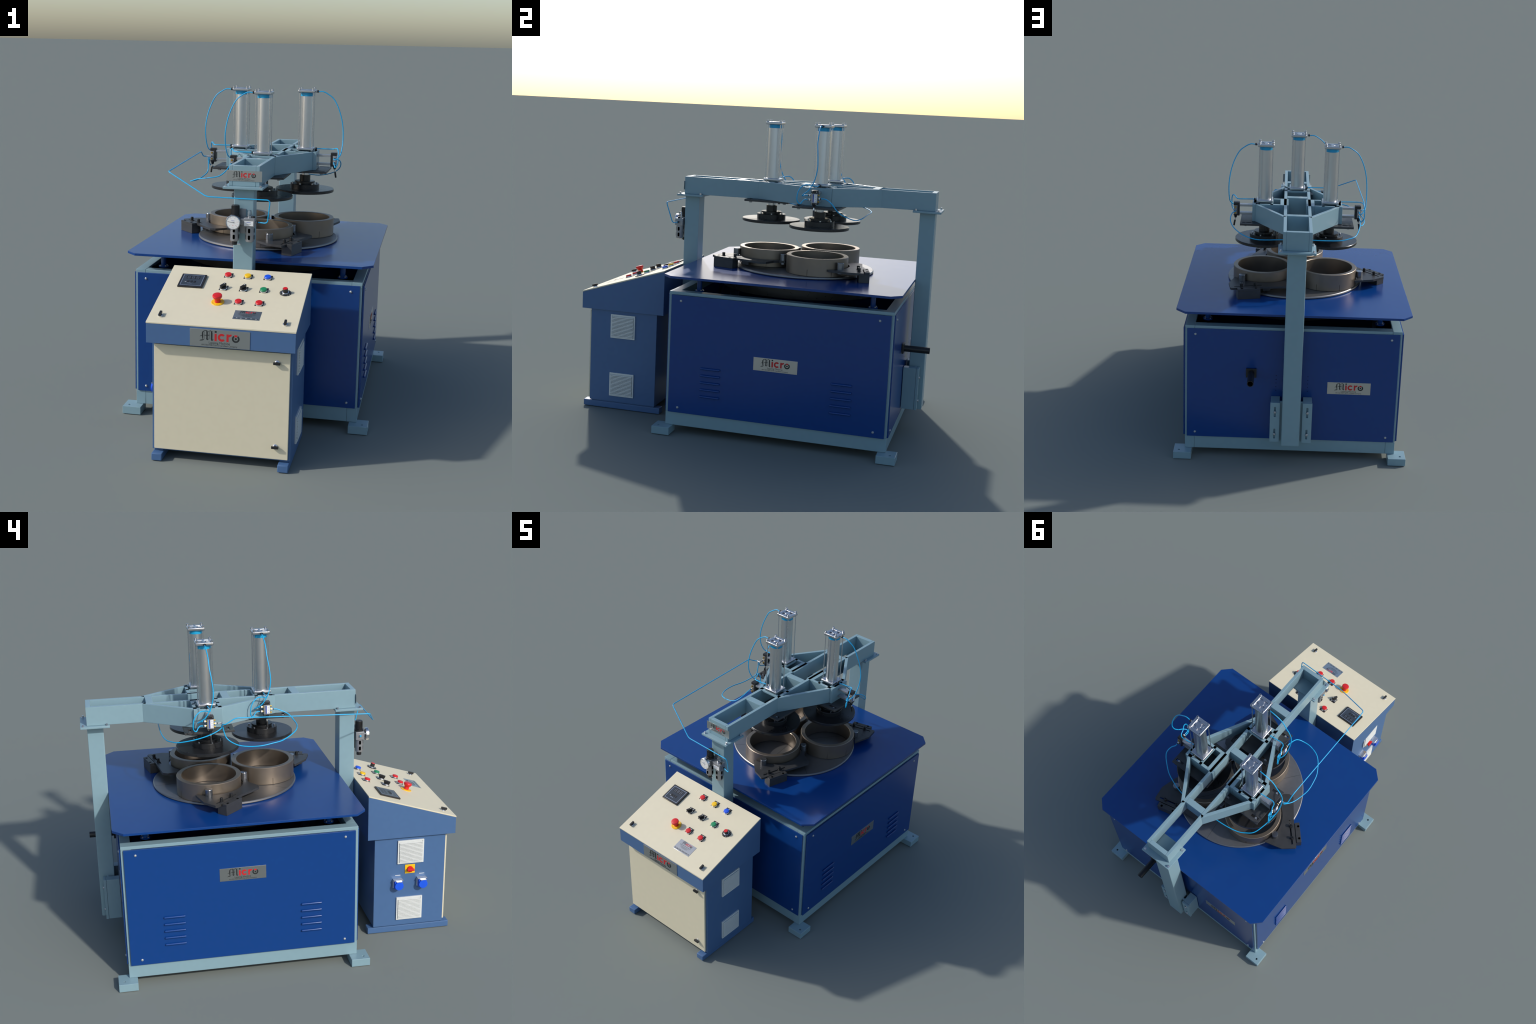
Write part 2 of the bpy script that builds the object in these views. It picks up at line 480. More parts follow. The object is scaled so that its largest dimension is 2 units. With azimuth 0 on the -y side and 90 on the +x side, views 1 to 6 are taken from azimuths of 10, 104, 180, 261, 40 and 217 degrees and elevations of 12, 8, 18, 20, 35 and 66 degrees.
be = (bo0 - bo1).normalized(); bn = Vector((-be.y, be.x))    # bn points inwards, under the arm
def blkpoly(w, l0=0.0, l1=0.0):
    return [bo1 + be * l0, bo0 - be * l1, bo0 - be * l1 + bn * w, bo1 + be * l0 + bn * w]
BLK = Builder()
BLK.prism(blkpoly(0.058), 0.8779, 0.9242, "dark_steel", 0.0012)
BLK.prism(blkpoly(0.0285), 0.9243, 0.9378, "dark_steel", 0.0008)
for q in ((0.231, -0.387), (0.207, -0.462)):
    BLK.cyl(0.0075, 0.93, 0.9381, "void_black", 20, mat=T((q[0], q[1], 0)))
    BLK.lathe([(0.0073, 0.9379), (0.0088, 0.9379), (0.0088, 0.9385), (0.0073, 0.9385)], "dark_steel", 20, close=True, mat=T((q[0], q[1], 0)))
c = Vector((0.196, -0.300))
BLK.box(-0.022, 0.022, -0.012, 0.012, 0.902, 0.9242, "dark_steel", 0.001, mat=T((c.x, c.y, 0)) @ RZ(ang))
BLK = BLK.mesh("holder_block")
for k in range(3):
    F = T((0, CY, 0)) @ RZ(120 * k)
    put("conditioning_ring", RING, machine, F @ T((0, RC.y, 0)))
    h = put("ring_holder", ARM, machine, F)
    put("holder_block", BLK, h, F)
    for q in ((0.0745, -0.3925), (0.153, -0.0945)):
        put("guide_roller", PIN, h, F @ T((q[0], q[1], 0)))
    for q in ((0.1882, -0.370), (0.1652, -0.4446)):
        put("holder_screw", CAP, h, F @ T((q[0], q[1], 0)))

# ---- gantry beam
BZ0, BZ1 = 1.2675, 1.369
B = Builder()
def bar(poly, z0=BZ0, z1=BZ1, bevel=0.0018):
    B.prism(poly, z0, z1, FP, bevel)
def rect(x0, x1, y0, y1, **k):
    bar([(x0, y0), (x1, y0), (x1, y1), (x0, y1)], **k)
for s in (-1, 1):
    def mx(x0, x1, y0, y1, **k):
        a, c = sorted((s * x0, s * x1)); rect(a, c, y0, y1, **k)
    mx(0.059, 0.077, -0.494, 0.962)
    mx(0.0772, 0.0985, 0.2635, 0.4125)
    mx(0.0515, 0.0588, 0.2635, 0.4125)
    mx(0.239, 0.257, 0.2635, 0.4125)
    mx(0.0987, 0.2388, 0.2635, 0.281)
    mx(0.0987, 0.2388, 0.395, 0.4125)
    mx(0.139, 0.155, 0.2812, 0.3948, z0=1.3575)
    mx(0.220, 0.236, 0.2812, 0.3948, z0=1.3575)
    p = [(0.0771, -0.048), (0.240, 0.2633), (0.2195, 0.2633), (0.0771, -0.008)]
    q = [(0.0771, 0.665), (0.240, 0.4127), (0.2195, 0.4127), (0.0771, 0.630)]
    bar([(s * x, y) for x, y in (p if s > 0 else p[::-1])])
    bar([(s * x, y) for x, y in (q if s < 0 else q[::-1])])
for y0, y1, z0 in ((-0.494, -0.469, BZ0), (-0.185, -0.142, BZ0), (0.196, 0.238, BZ0), (0.607, 0.644, BZ0), (0.936, 0.962, BZ0), (-0.038, -0.015, 1.3575), (0.045, 0.068, 1.3575)):
    rect(-0.0588, 0.0588, y0, y1, z0=z0)
# thin black plates modelling the black shading where beam faces overlap
def black_patch(poly, k=0):
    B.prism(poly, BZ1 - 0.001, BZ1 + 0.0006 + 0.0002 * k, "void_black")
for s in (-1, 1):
    def patch(x0, x1, y0, y1, k=0):
        black_patch([(x, y) for x, y in ((s * x0, y0), (s * x1, y0), (s * x1, y1), (s * x0, y1))], k)
    patch(0.062, 0.0765, 0.264, 0.412)
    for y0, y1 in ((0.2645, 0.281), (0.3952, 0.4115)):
        patch(0.139, 0.155, y0, y1)
        patch(0.214, 0.238, y0, y1)
    patch(0.2385, 0.250, 0.300, 0.378)
    patch(0.0595, 0.0768, 0.0455, 0.0625)
    patch(0.0595, 0.0768, -0.033, -0.0155)
    black_patch([(s * 0.077, -0.046), (s * 0.077, -0.0335), (s * 0.064, -0.0335)])
    black_patch([(s * 0.077, 0.663), (s * 0.077, 0.646), (s * 0.0615, 0.646), (s * 0.0615, 0.651)])
beam = put("gantry_beam", B.mesh("gantry_beam"), machine)
name_plate(beam, (-0.089, -0.4945, 1.292), (1, 0, 0), 0.178)

# ---- flange plates, columns and brackets
FB = Builder()
FB.cyl(0.0085, 0, 0.0015, "bright_steel", 20)
FB.cyl(0.0058, 0.0015, 0.0105, "bright_steel", 6, 0.0008)
FB = FB.mesh("flange_bolt")
BB = Builder().lathe([(0.0075, 0), (0.0075, 0.003), (0.0055, 0.0065), (0, 0.008)], "satin_steel", 16).mesh("bracket_bolt")
column = Builder().box(-0.05, 0.05, -0.043, 0.043, 0.134, 1.2555, FP, 0.004).mesh("column")
for s in (-1, 1):
    yc = CY + s * 0.6865
    col = put("column", column, machine, T((0, yc, 0)))
    B = Builder().box(-0.1, 0.1, yc - 0.0775, yc + 0.0775, 1.2556, BZ0 - 0.0002, FP, 0.002)
    fl = put("flange_plate", B.mesh("flange_plate"), machine)
    for dx in (-0.0865, 0.0865):
        for dy in (-0.062, 0.062):
            put("flange_bolt", FB, fl, T((dx, yc + dy, BZ0)))
    B = Builder()
    def yy(a, c): return sorted((CY + s * a, CY + s * c))
    C2 = Builder()
    for sx in (-1, 1):
        x0, x1 = sorted((sx * 0.064, sx * 0.1135)); y0, y1 = yy(0.619, 0.692)
        B.box(x0, x1, y0, y1, 0.1465, 0.3845, FP, 0.002)
        x0, x1 = sorted((sx * 0.062, sx * 0.1155)); y0, y1 = yy(0.6925, 0.7065)
        B.box(x0, x1, y0, y1, 0.146, 0.385, FP, 0.0015)
        x0, x1 = sorted((sx * 0.0502, sx * 0.0638)); y0, y1 = yy(0.676, 0.688)
        B.box(x0, x1, y0, y1, 0.147, 0.384, FP)
        for z0, z1 in ((0.299, 0.361), (0.168, 0.228)):
            y0, y1 = yy(0.695, 0.72)
            C2.box(sx * 0.089 - 0.0055, sx * 0.089 + 0.0055, y0, y1, z0, z1, "void_black", 0.0035)
    br = put("column_bracket", cut(B.mesh("br_raw"), C2, "column_bracket"), col)
    sharpen(br.data)
    for sx in (-1, 1):
        for z in (0.329, 0.196):
            put("bracket_bolt", BB, col, T((sx * 0.089, CY + s * 0.7065, z)) @ RX(-90 * s))

# ---- drain pipe at the back
B = Builder()
B.box(0.198, 0.256, 0.851, 0.862, 0.4955, 0.5485, "black_plastic", 0.002)
B.lathe([(0.0145, 0.0), (0.0178, 0.0), (0.0178, 0.1382), (0.0145, 0.1382)], "black_plastic", 40, close=True, mat=T((0.227, 0.8618, 0.5215)) @ RX(-90))
B.cyl(0.0144, 0.0, 0.06, "void_black", 24, mat=T((0.227, 0.8618, 0.5215)) @ RX(-90))
put("drain_pipe", B.mesh("drain_pipe"), machine)

# ---- pneumatic cylinders, pressure plates and hand valves
def barrel_mesh():
    B = Builder()
    B.lathe([(0, 1.3878), (0.0368, 1.3878), (0.0368, 1.674), (0, 1.674)], "aluminium", 64)
    B.lathe([(0, 1.6742), (0.0366, 1.6742), (0.0366, 1.6944), (0, 1.6944)], "seal_blue", 48)
    return B.mesh("pneumatic_cylinder")
def cap_mesh(top):
    B = Builder()
    if top:
        B.box(-0.0450, 0.0450, -0.0450, 0.0450, 1.6945, 1.7010, "cap_aluminium", 0.002)
        for k in range(4):                      # raised rim, cross ribs and centre boss around four pockets
            l = 0.0465 if k % 2 else 0.0464
            B.box(-l, l, 0.0275, l, 1.6938, 1.7102 + 0.0002 * (k % 2), "cap_aluminium", 0.0042, seg=4, mat=RZ(90 * k))
        B.box(-0.006, 0.006, -0.031, 0.031, 1.698, 1.7092, "cap_aluminium", 0.001)
        B.box(-0.031, 0.031, -0.006, 0.006, 1.698, 1.7090, "cap_aluminium", 0.001)
        B.cyl(0.0155, 1.698, 1.7102, "cap_aluminium", 32, 0.001)
        for sx in (-1, 1):
            for sy in (-1, 1):
                B.cyl(0.0088, 1.7, 1.7108, "cap_aluminium", 20, 0.001, mat=T((sx * 0.0375, sy * 0.0375, 0)))
    else:
        B.box(-0.0465, 0.0465, -0.0465, 0.0465, 1.3725, 1.3876, "cap_aluminium", 0.0042, seg=4)
        for sx in (-1, 1):
            for sy in (-1, 1):
                B.cyl(0.006, 1.3705, 1.3727, "satin_steel", 16, mat=T((sx * 0.0375, sy * 0.0375, 0)))
    return B.mesh("end_cap")
BARREL, CAPT, CAPB = barrel_mesh(), cap_mesh(True), cap_mesh(False)
ROD = Builder().cyl(0.0026, 1.3876, 1.6946, "bright_steel", 16).mesh("tie_rod")
CBOLT = Builder().cyl(0.0068, 1.7105, 1.7205, "cap_aluminium", 20, 0.0006)
CBOLT = CBOLT.lathe([(0, 1.7206), (0.0028, 1.7206), (0.0028, 1.7209), (0, 1.7209)], "black_oxide", 6).mesh("cap_bolt")
def fitting_mesh():                            # push-in fitting, axis along -x from the cap face
    B = Builder(); m = RY(-90)
    B.cyl(0.005, 0, 0.008, "bright_steel", 16, mat=m)
    B.cyl(0.0062, 0.0015, 0.006, "satin_steel", 6, mat=m)
    B.cyl(0.0074, 0.0080, 0.0168, "black_plastic", 24, 0.0012, mat=m)
    return B.mesh("hose_fitting")
FIT = fitting_mesh()
def pressure_mesh():
    B = Builder(); k = "black_oxide"
    B.lathe([(0, 1.1383), (0.1645, 1.1383), (0.1665, 1.1403), (0.1665, 1.1525), (0.1645, 1.1545), (0, 1.1545)], k, 96)
    return B.mesh("pressure_plate")
def hub_mesh():
    B = Builder(); k = "black_oxide"
    B.lathe([(0, 1.1547), (0.0828, 1.1547), (0.0828, 1.180), (0.0815, 1.1818), (0.05, 1.1818), (0.05, 1.188), (0.0568, 1.1882),
             (0.0575, 1.189), (0.0575, 1.1955), (0.0565, 1.1965), (0.0308, 1.1967), (0.0308, 1.2290), (0.0295, 1.2305), (0, 1.2305)], k, 64)
    B.cyl(0.0215, 1.2305, 1.2556, "bright_steel", 32)
    return B.mesh("hub")
PRESS, HUB = pressure_mesh(), hub_mesh()
HBOLT = Builder().cyl(0.0048, 1.1818, 1.1885, "bright_steel", 12, 0.0008).mesh("hub_bolt")
mp_raw = Builder().box(-0.136, 0.136, -0.1285, 0.1285, 1.2556, 1.2672, "dark_steel", 0.001).mesh("mp_raw")
holes = Builder()
for sx in (-1, 1):
    for sy in (-1, 1):
        holes.box(sx * 0.098 - 0.026, sx * 0.098 + 0.026, sy * 0.0995 - 0.0075, sy * 0.0995 + 0.0075, 1.24, 1.28, "void_black")
MPLATE = cut(mp_raw, holes, "mounting_plate"); sharpen(MPLATE)
MBOLT = Builder().cyl(0.0095, 1.248, 1.2556, "satin_steel", 6, 0.001).cyl(0.006, 1.2556, 1.2645, "satin_steel", 16).mesh("mounting_bolt")

def valve_mesh():                              # hand lever valve, in the cylinder's frame, outwards is -x
    B = Builder()
    for z0, z1 in ((1.339, 1.351), (1.291, 1.303)):
        B.box(-0.1445, -0.0698, -0.016, 0.016, z0, z1, "satin_steel", 0.001)
    B.box(-0.157, -0.1445, -0.0185, 0.018, 1.284, 1.352, "black_plastic", 0.001)
    B.box(-0.179, -0.1445, -0.018, 0.0175, 1.3455, 1.3625, "black_plastic", 0.0025)
    B.box(-0.178, -0.1572, -0.0178, 0.0175, 1.2935, 1.3452, "cast_grey", 0.001)
    B.box(-0.177, -0.1445, -0.0172, 0.017, 1.2845, 1.2932, "black_plastic", 0.001)
    for z in (1.3545, 1.289):
        for y in (-0.0125, 0.012):
            B.cyl(0.0022, 0, 0.001, "bright_steel", 10, mat=T((-0.1785, y, z)) @ RY(-90))
    B.box(-0.1786, -0.1775, 0.0015, 0.0068, 1.298, 1.341, "ink_blue")
    B.box(-0.1786, -0.1775, -0.0150, 0.0012, 1.298, 1.341, "ink_white")
    for k in range(4):
        B.box(-0.1789, -0.178, -0.0105, -0.0045, 1.3035 + 0.0095 * k, 1.3050 + 0.0095 * k, "cast_grey")
    B.lathe([(0, 1.268), (0.0062, 1.268), (0.0085, 1.278), (0.0125, 1.2846), (0, 1.2846)], "black_plastic", 20, mat=T((-0.168, 0.001, 0)))
    return B.mesh("hand_valve")
def lever_mesh():
    B = Builder()
    m = T((-0.168, 0.001, 1.272)) @ RX(-3) @ RY(9)
    B.cyl(0.0034, -0.03, 0, "bright_steel", 16, mat=m)
    B.cyl(0.0052, -0.052, -0.018, "black_plastic", 18, 0.001, mat=m)
    return B.mesh("valve_lever")
def port_mesh(full):
    B = Builder(); m = RX(-90)
    B.cyl(0.0048, 0, 0.006 if full else 0.0085, "brass", 6 if full else 14, mat=m)
    if full:
        B.cyl(0.0056, 0.0055, 0.0135, "ink_white", 18, 0.0008, mat=m)
        B.cyl(0.0052, 0.0135, 0.0185, "black_plastic", 18, 0.0006, mat=m)
    return B.mesh("port_fitting")
VALVE, LEVER, PORT, STUB = valve_mesh(), lever_mesh(), port_mesh(True), port_mesh(False)

def hose(points, name="air_hose"):
    return Builder().sweep(points, 0.0029, "hose_blue", 12).mesh(name, 80)
vx = -0.1675                                   # ports of the valve, in the cylinder's frame
TOP_HOSE = hose(spline([(-0.0615, 0.001, 1.7), (-0.09, 0.003, 1.701), (-0.12, 0.001, 1.686), (-0.151, -0.002, 1.660), (-0.178, -0.004, 1.610), (-0.197, -0.012, 1.549),
                        (-0.207, -0.016, 1.481), (-0.208, -0.003, 1.416), (-0.204, 0.025, 1.365), (-0.196, 0.048, 1.345), (-0.182, 0.065, 1.331),
                        (-0.171, 0.064, 1.328), (vx, 0.054, 1.332), (vx, 0.034, 1.333)]))
LOW_HOSE = hose(spline([(-0.0615, 0.0, 1.381), (-0.110, -0.004, 1.381), (-0.148, -0.006, 1.381), (-0.165, 0.006, 1.384), (-0.173, 0.032, 1.389), (-0.186, 0.053, 1.389),
                        (-0.193, 0.073, 1.374), (-0.195, 0.087, 1.347), (-0.194, 0.091, 1.313), (-0.185, 0.086, 1.294), (-0.178, 0.074, 1.286),
                        (-0.171, 0.063, 1.301), (vx, 0.051, 1.310), (vx, 0.034, 1.309)]))
HALF, HY = 0.1875, 0.1083
for (px, py), turn in (((0, CY - 0.2165), 0), ((-HALF, CY + HY), 0), ((HALF, CY + HY), 180)):
    F = T((px, py, 0)) @ RZ(turn)
    c = put("pneumatic_cylinder", BARREL, machine, F)
    put("end_cap", CAPT, c, F); put("end_cap", CAPB, c, F)
    for sx in (-1, 1):
        for sy in (-1, 1):
            G = F @ T((sx * 0.0375, sy * 0.0375, 0))
            put("tie_rod", ROD, c, G); put("cap_bolt", CBOLT, c, G)
    put("hose_fitting", FIT, c, F @ T((-0.0464, 0, 1.7015)))
    put("hose_fitting", FIT, c, F @ T((-0.0464, 0, 1.3805)))
    p = put("pressure_plate", PRESS, machine, F)
    put("hub", HUB, p, F)
    for k in range(6):
        put("hub_bolt", HBOLT, p, F @ RZ(60 * k + 15) @ T((0.0695, 0, 0)))
    mpl = put("mounting_plate", MPLATE, machine, F)
    for sx in (-1, 1):
        for sy in (-1, 1):
            put("mounting_bolt", MBOLT, mpl, F @ T((sx * 0.105, sy * 0.0995, 0)))
    v = put("hand_valve", VALVE, machine, F)
    put("valve_lever", LEVER, v, F)
    for z in (1.333, 1.309):
        put("port_fitting", PORT, v, F @ T((vx, 0.0175, z)))
    put("port_fitting", PORT, v, F @ T((vx, -0.0178, 1.3185)) @ RZ(180))
    for z in (1.336, 1.301):
        put("port_fitting", STUB, v, F @ T((vx, -0.0178, z)) @ RZ(180))
    put("air_hose", TOP_HOSE, machine, F)
    put("air_hose", LOW_HOSE, machine, F)

# tee at the left valve, supply hose and the two branch hoses
tx, ty, tz = -HALF + vx, 0.285, 1.3185
B = Builder()
B.cyl(0.0042, 0, 0.020, "satin_steel", 16, mat=T((tx, ty - 0.003, tz)) @ RX(-90))
B.cyl(0.0048, -0.022, 0.004, "satin_steel", 16, mat=T((tx, ty - 0.003, tz)) @ RY(90))
put("hose_tee", B.mesh("hose_tee"), machine)
put("air_hose", hose(bent_line([(0.080, -0.529, 1.097), (0.1295, -0.5425, 1.0965), (0.147, -0.578, 1.2175), (-0.172, -0.568, 1.2185), (-0.389, -0.486, 1.323),
                                (-0.393, 0.216, 1.3515), (-0.393, 0.270, 1.3200), (tx - 0.021, ty - 0.003, tz)])), machine)
fx, fy = vx, CY - 0.2165 - 0.0365
put("air_hose", hose(spline([(fx, fy, 1.3185), (fx - 0.001, fy - 0.022, 1.315), (-0.178, -0.096, 1.290), (-0.212, -0.122, 1.262), (-0.270, -0.126, 1.250), (-0.335, -0.100, 1.238),
                             (-0.388, -0.029, 1.215), (-0.406, 0.033, 1.207), (-0.412, 0.093, 1.200), (-0.401, 0.156, 1.198), (-0.386, 0.212, 1.207), (-0.364, 0.257, 1.234),
                             (-0.364, 0.274, 1.276), (tx - 0.013, ty - 0.003, tz - 0.003)])), machine)
put("air_hose", hose(spline([(tx - 0.003, ty - 0.003, tz - 0.003), (-0.362, 0.290, 1.290), (-0.368, 0.344, 1.264), (-0.358, 0.416, 1.241), (-0.333, 0.500, 1.223), (-0.290, 0.538, 1.216),
                             (-0.248, 0.558, 1.212), (-0.183, 0.572, 1.213), (-0.1, 0.579, 1.215), (0, 0.58, 1.216), (0.1, 0.579, 1.212), (0.15, 0.575, 1.208), (0.209, 0.562, 1.203),
                             (0.252, 0.547, 1.205), (0.304, 0.525, 1.218), (0.349, 0.490, 1.240), (0.373, 0.465, 1.266), (0.379, 0.445, 1.293), (0.370, 0.415, 1.314),
                             (HALF - vx, CY + HY + 0.052, 1.3185), (HALF - vx, CY + HY + 0.0365, 1.3185)])), machine)

# ---- air service unit on the front column
B = Builder()
B.box(-0.0175, 0.013, -0.5035, -0.497, 1.033, 1.157, "cast_grey", 0.001)
B.box(-0.0115, 0.0125, -0.540, -0.504, 1.083, 1.113, "cast_grey", 0.002)
B.box(-0.062, -0.0118, -0.5525, -0.5035, 1.072, 1.1195, "cast_grey", 0.003)
B.box(0.0128, 0.066, -0.551, -0.5035, 1.076, 1.119, "cast_grey", 0.002)
B.box(0.0150, 0.0600, -0.5520, -0.5505, 1.081, 1.1045, "ink_white")
B.box(0.0265, 0.0475, -0.5524, -0.5515, 1.0965, 1.0985, "ink_blue")
B.box(0.0265, 0.0490, -0.5524, -0.5515, 1.0885, 1.0895, "ink_black")
m = T((0.066, -0.528, 1.097)) @ RY(90)
B.cyl(0.0062, 0, 0.009, "cast_grey", 6, mat=m); B.cyl(0.006, 0.009, 0.0145, "black_plastic", 16, mat=m)
m = T((-0.062, -0.527, 1.099)) @ RY(-90)
B.cyl(0.0050, 0, 0.008, "bright_steel", 16, mat=m); B.cyl(0.0052, 0.008, 0.0115, "hose_blue", 16, mat=m)
unit = put("air_service_unit", B.mesh("air_service_unit"), machine)
B = Builder()
prof = []
B.lathe([(0, 1.1195), (0.0245, 1.1195), (0.0245, 1.129), (0.0195, 1.1305), (0.0195, 1.176), (0.018, 1.178), (0, 1.178)], "black_plastic", 48)
for k in range(24):
    B.box(0.0185, 0.0205, -0.0011, 0.0011, 1.133, 1.173, "black_plastic", mat=RZ(15 * k))
put("adjusting_knob", B.mesh("adjusting_knob"), unit, T((-0.0345, -0.5265, 0)))
def bowl(drain):
    r = 0.0215
    B = Builder()
    B.lathe([(0, 0.9975), (r - 0.005, 0.9975), (r - 0.0015, 1.000), (r, 1.004), (r, 1.0755), (0, 1.0755)], "cast_grey", 40)
    for z in (1.0155, 1.0495):
        for a in (-90, 0, 180):
            B.box(-0.0056, 0.0056, -0.0006, 0.0006, z, z + 0.012, "void_black", 0, mat=RZ(a + 90) @ T((0, -r - 0.0001, 0)))
            for dz in (0, 0.012):
                B.cyl(0.0056, -0.0006, 0.0006, "void_black", 16, mat=RZ(a + 90) @ T((0, -r - 0.0002, z + dz)) @ RX(90))
    if drain:
        B.cyl(0.0135, 0.9795, 0.9974, "black_plastic", 28, 0.001)
        B.cyl(0.003, 0, 0.022, "bright_steel", 12, mat=T((0.008, 0, 0.984)) @ RY(90))
    return B.mesh("filter_bowl")
put("filter_bowl", bowl(True), unit, T((-0.0365, -0.528, 0)))
put("filter_bowl", bowl(False), unit, T((0.0400, -0.528, 0)))
B = Builder()
B.cyl(0.0115, 1.119, 1.129, "bright_steel", 28, 0.001)
B.lathe([(0, 1.129), (0.0092, 1.129), (0.0092, 1.151), (0.007, 1.156), (0, 1.157)], "clear_glass", 28)
B.cyl(0.0075, 1.119, 1.127, "black_plastic", 20, 0.001, mat=T((0.020, -0.002, 0)))
put("sight_dome", B.mesh("sight_dome"), unit, T((0.0375, -0.528, 0)))
B = Builder(); m = T((-0.0365, -0.5525, 1.0985)) @ RX(90)       # gauge axis along -y
B.cyl(0.008, 0, 0.006, "bright_steel", 20, mat=m)
B.lathe([(0, 0.006), (0.031, 0.006), (0.0355, 0.009), (0.0360, 0.0235), (0.0345, 0.0255), (0.0325, 0.0255), (0.0322, 0.0235), (0, 0.0235)], "bright_steel", 64, mat=m)
B.cyl(0.0321, 0.0235, 0.0242, "gauge_white", 64, mat=m)
for k in range(11):
    a = 225 - 27 * k
    B.box(0.0255, 0.029, -0.0004, 0.0004, 0.0240, 0.0245, "ink_black", mat=m @ RZ(a))
    if k % 2 == 0:
        B.cyl(0.0012, 0.0240, 0.0245, "ink_red", 8, mat=m @ RZ(a) @ T((0.0215, 0, 0)))
B.box(-0.008, 0.008, 0.0075, 0.0090, 0.0240, 0.0245, "ink_blue", mat=m)
B.box(-0.003, 0.003, -0.0140, -0.0128, 0.0240, 0.0245, "ink_red", mat=m)
B.box(-0.006, 0.006, -0.0275, -0.0268, 0.0240, 0.0245, "ink_black", mat=m)
B.stroke([(0.008, -0.001, 0.0014), (0, 0, 0.0010), (-0.025, 0.003, 0.0004)], "ink_black", 0.0245, 0.0250, mat=m)
B.cyl(0.0022, 0.0240, 0.0256, "satin_steel", 14, mat=m)
put("pressure_gauge", B.mesh("pressure_gauge"), unit)

# ================================================================== CONTROL CONSOLE
console = thing("control_console", (0, -0.75, 0), "Blue and cream sloping control console with coloured push buttons", "control panel")
CB = "console_blue"
put("cabinet", Builder().box(-0.335, 0.335, -0.948, -0.543, 0.0435, 0.5878, CB, 0.0015).mesh("cabinet"), console)
# console head: sloped box; x axis prism
SL = math.atan2(0.160, 0.5)
dz = 0.0072
B = Builder()
m = Matrix(((0, 0, 1, 0), (1, 0, 0, 0), (0, 1, 0, 0), (0, 0, 0, 1)))     # local (x, y, z) -> world (y, z, x)
B.prism([(-0.998, 0.588), (-0.4985, 0.588), (-0.4985, 0.8495 - dz - 0.0003), (-0.998, 0.6895 - dz - 0.0003)], -0.3515, 0.3515, CB, 0.0012, mat=m)
put("console_head", B.mesh("console_head"), console)
B = Builder()
B.prism([(-0.9995, 0.6892 - dz), (-0.4995, 0.849 - dz), (-0.4995, 0.849), (-0.9995, 0.6892)], -0.3525, 0.3525, "cream_paint", 0.0012, mat=m)
cover = put("cover_panel", B.mesh("cover_panel"), console)
# local frame on the slope: x across, y up the slope, z off the surface
S = T((0, -0.9995, 0.6892)) @ Matrix.Rotation(SL, 4, 'X')
def on_panel(x, s): return S @ T((x, s, 0))

door = put("door", Builder().box(-0.3235, 0.3235, -0.960, -0.9482, 0.052, 0.573, "cream_paint", 0.002).mesh("door"), console)
name_plate(console, (-0.1410, -0.9983, 0.5905), (1, 0, 0), 0.282)
sk = Builder().box(0.2795, 0.3305, -0.988, -0.5125, 0.0, 0.0365, CB, 0.004).box(0.285, 0.325, -0.94, -0.55, 0.0365, 0.0434, CB).mesh("skid")
put("skid", sk, console); put("skid", sk, console, T((-0.61, 0, 0)))

def lock_mesh():
    B = Builder()
    B.lathe([(0, 0), (0.0135, 0), (0.0128, 0.004), (0.009, 0.006), (0, 0.006)], "bright_steel", 32)
    B.box(-0.0058, 0.0058, -0.0165, 0.0165, 0.0062, 0.0175, "black_plastic", 0.0015)
    return B.mesh("quarter_turn_lock")
LOCK = lock_mesh()
put("quarter_turn_lock", LOCK, cover, on_panel(0.294, 0.0578)); put("quarter_turn_lock", LOCK, cover, on_panel(-0.297, 0.0592))
for z in (0.5255, 0.1155):
    put("quarter_turn_lock", LOCK, door, T((0.263, -0.960, z)) @ RX(90) @ RZ(90))

# push buttons, each on a square legend plate
def button_mesh(key):
    B = Builder()
    B.box(-0.0205, 0.0205, -0.0150, 0.0290, 0.0, 0.0012, "black_plastic", 0.0003)
    for k in range(3):
        B.box(-0.006 + 0.005 * k, -0.0025 + 0.005 * k, 0.0205, 0.0235, 0.0010, 0.0015, "ink_white")
    B.lathe([(0, 0.0012), (0.0184, 0.0012), (0.0184, 0.0045), (0.0176, 0.0066), (0.0168, 0.0070), (0, 0.0070)], "bright_steel", 40)
    B.lathe([(0, 0.0070), (0.0168, 0.0069), (0.0168, 0.0135), (0.0150, 0.0155), (0.010, 0.0163), (0, 0.0166)], key, 40)
    return B.mesh("push_button")
COLS, ROWS = (-0.0555, 0.0437, 0.1435), (0.4490, 0.3300, 0.2110)
for key, c, r in (("button_red", 0, 0), ("button_yellow", 1, 0), ("button_blue", 2, 0), ("button_green", 2, 1), ("button_red", 1, 2), ("button_red", 2, 2)):
    put("push_button", button_mesh(key), cover, on_panel(COLS[c], ROWS[r]))
B = Builder()
B.box(-0.0205, 0.0205, -0.0150, 0.0290, 0.0, 0.0012, "black_plastic", 0.0003)
for k in range(2):
    B.box(0.003 + 0.006 * k, 0.0065 + 0.006 * k, 0.0205, 0.0235, 0.0010, 0.0015, "ink_white")
B.lathe([(0, 0.0012), (0.0190, 0.0012), (0.0190, 0.0045), (0.0178, 0.0068), (0, 0.0072)], "bright_steel", 40)
B.lathe([(0, 0.0070), (0.0165, 0.0070), (0.0160, 0.0125), (0.0145, 0.0135), (0, 0.0135)], "black_plastic", 40)
mm = RZ(-32)
B.box(-0.0055, 0.0055, -0.0185, 0.0185, 0.0130, 0.0265, "black_plastic", 0.0016, mat=mm)
B.box(-0.0012, 0.0012, 0.006, 0.0175, 0.0262, 0.0268, "ink_white", mat=mm)
SEL = B.mesh("selector_switch")
for c in (0, 1):
    put("selector_switch", SEL, cover, on_panel(COLS[c], ROWS[1]))
B = Builder()
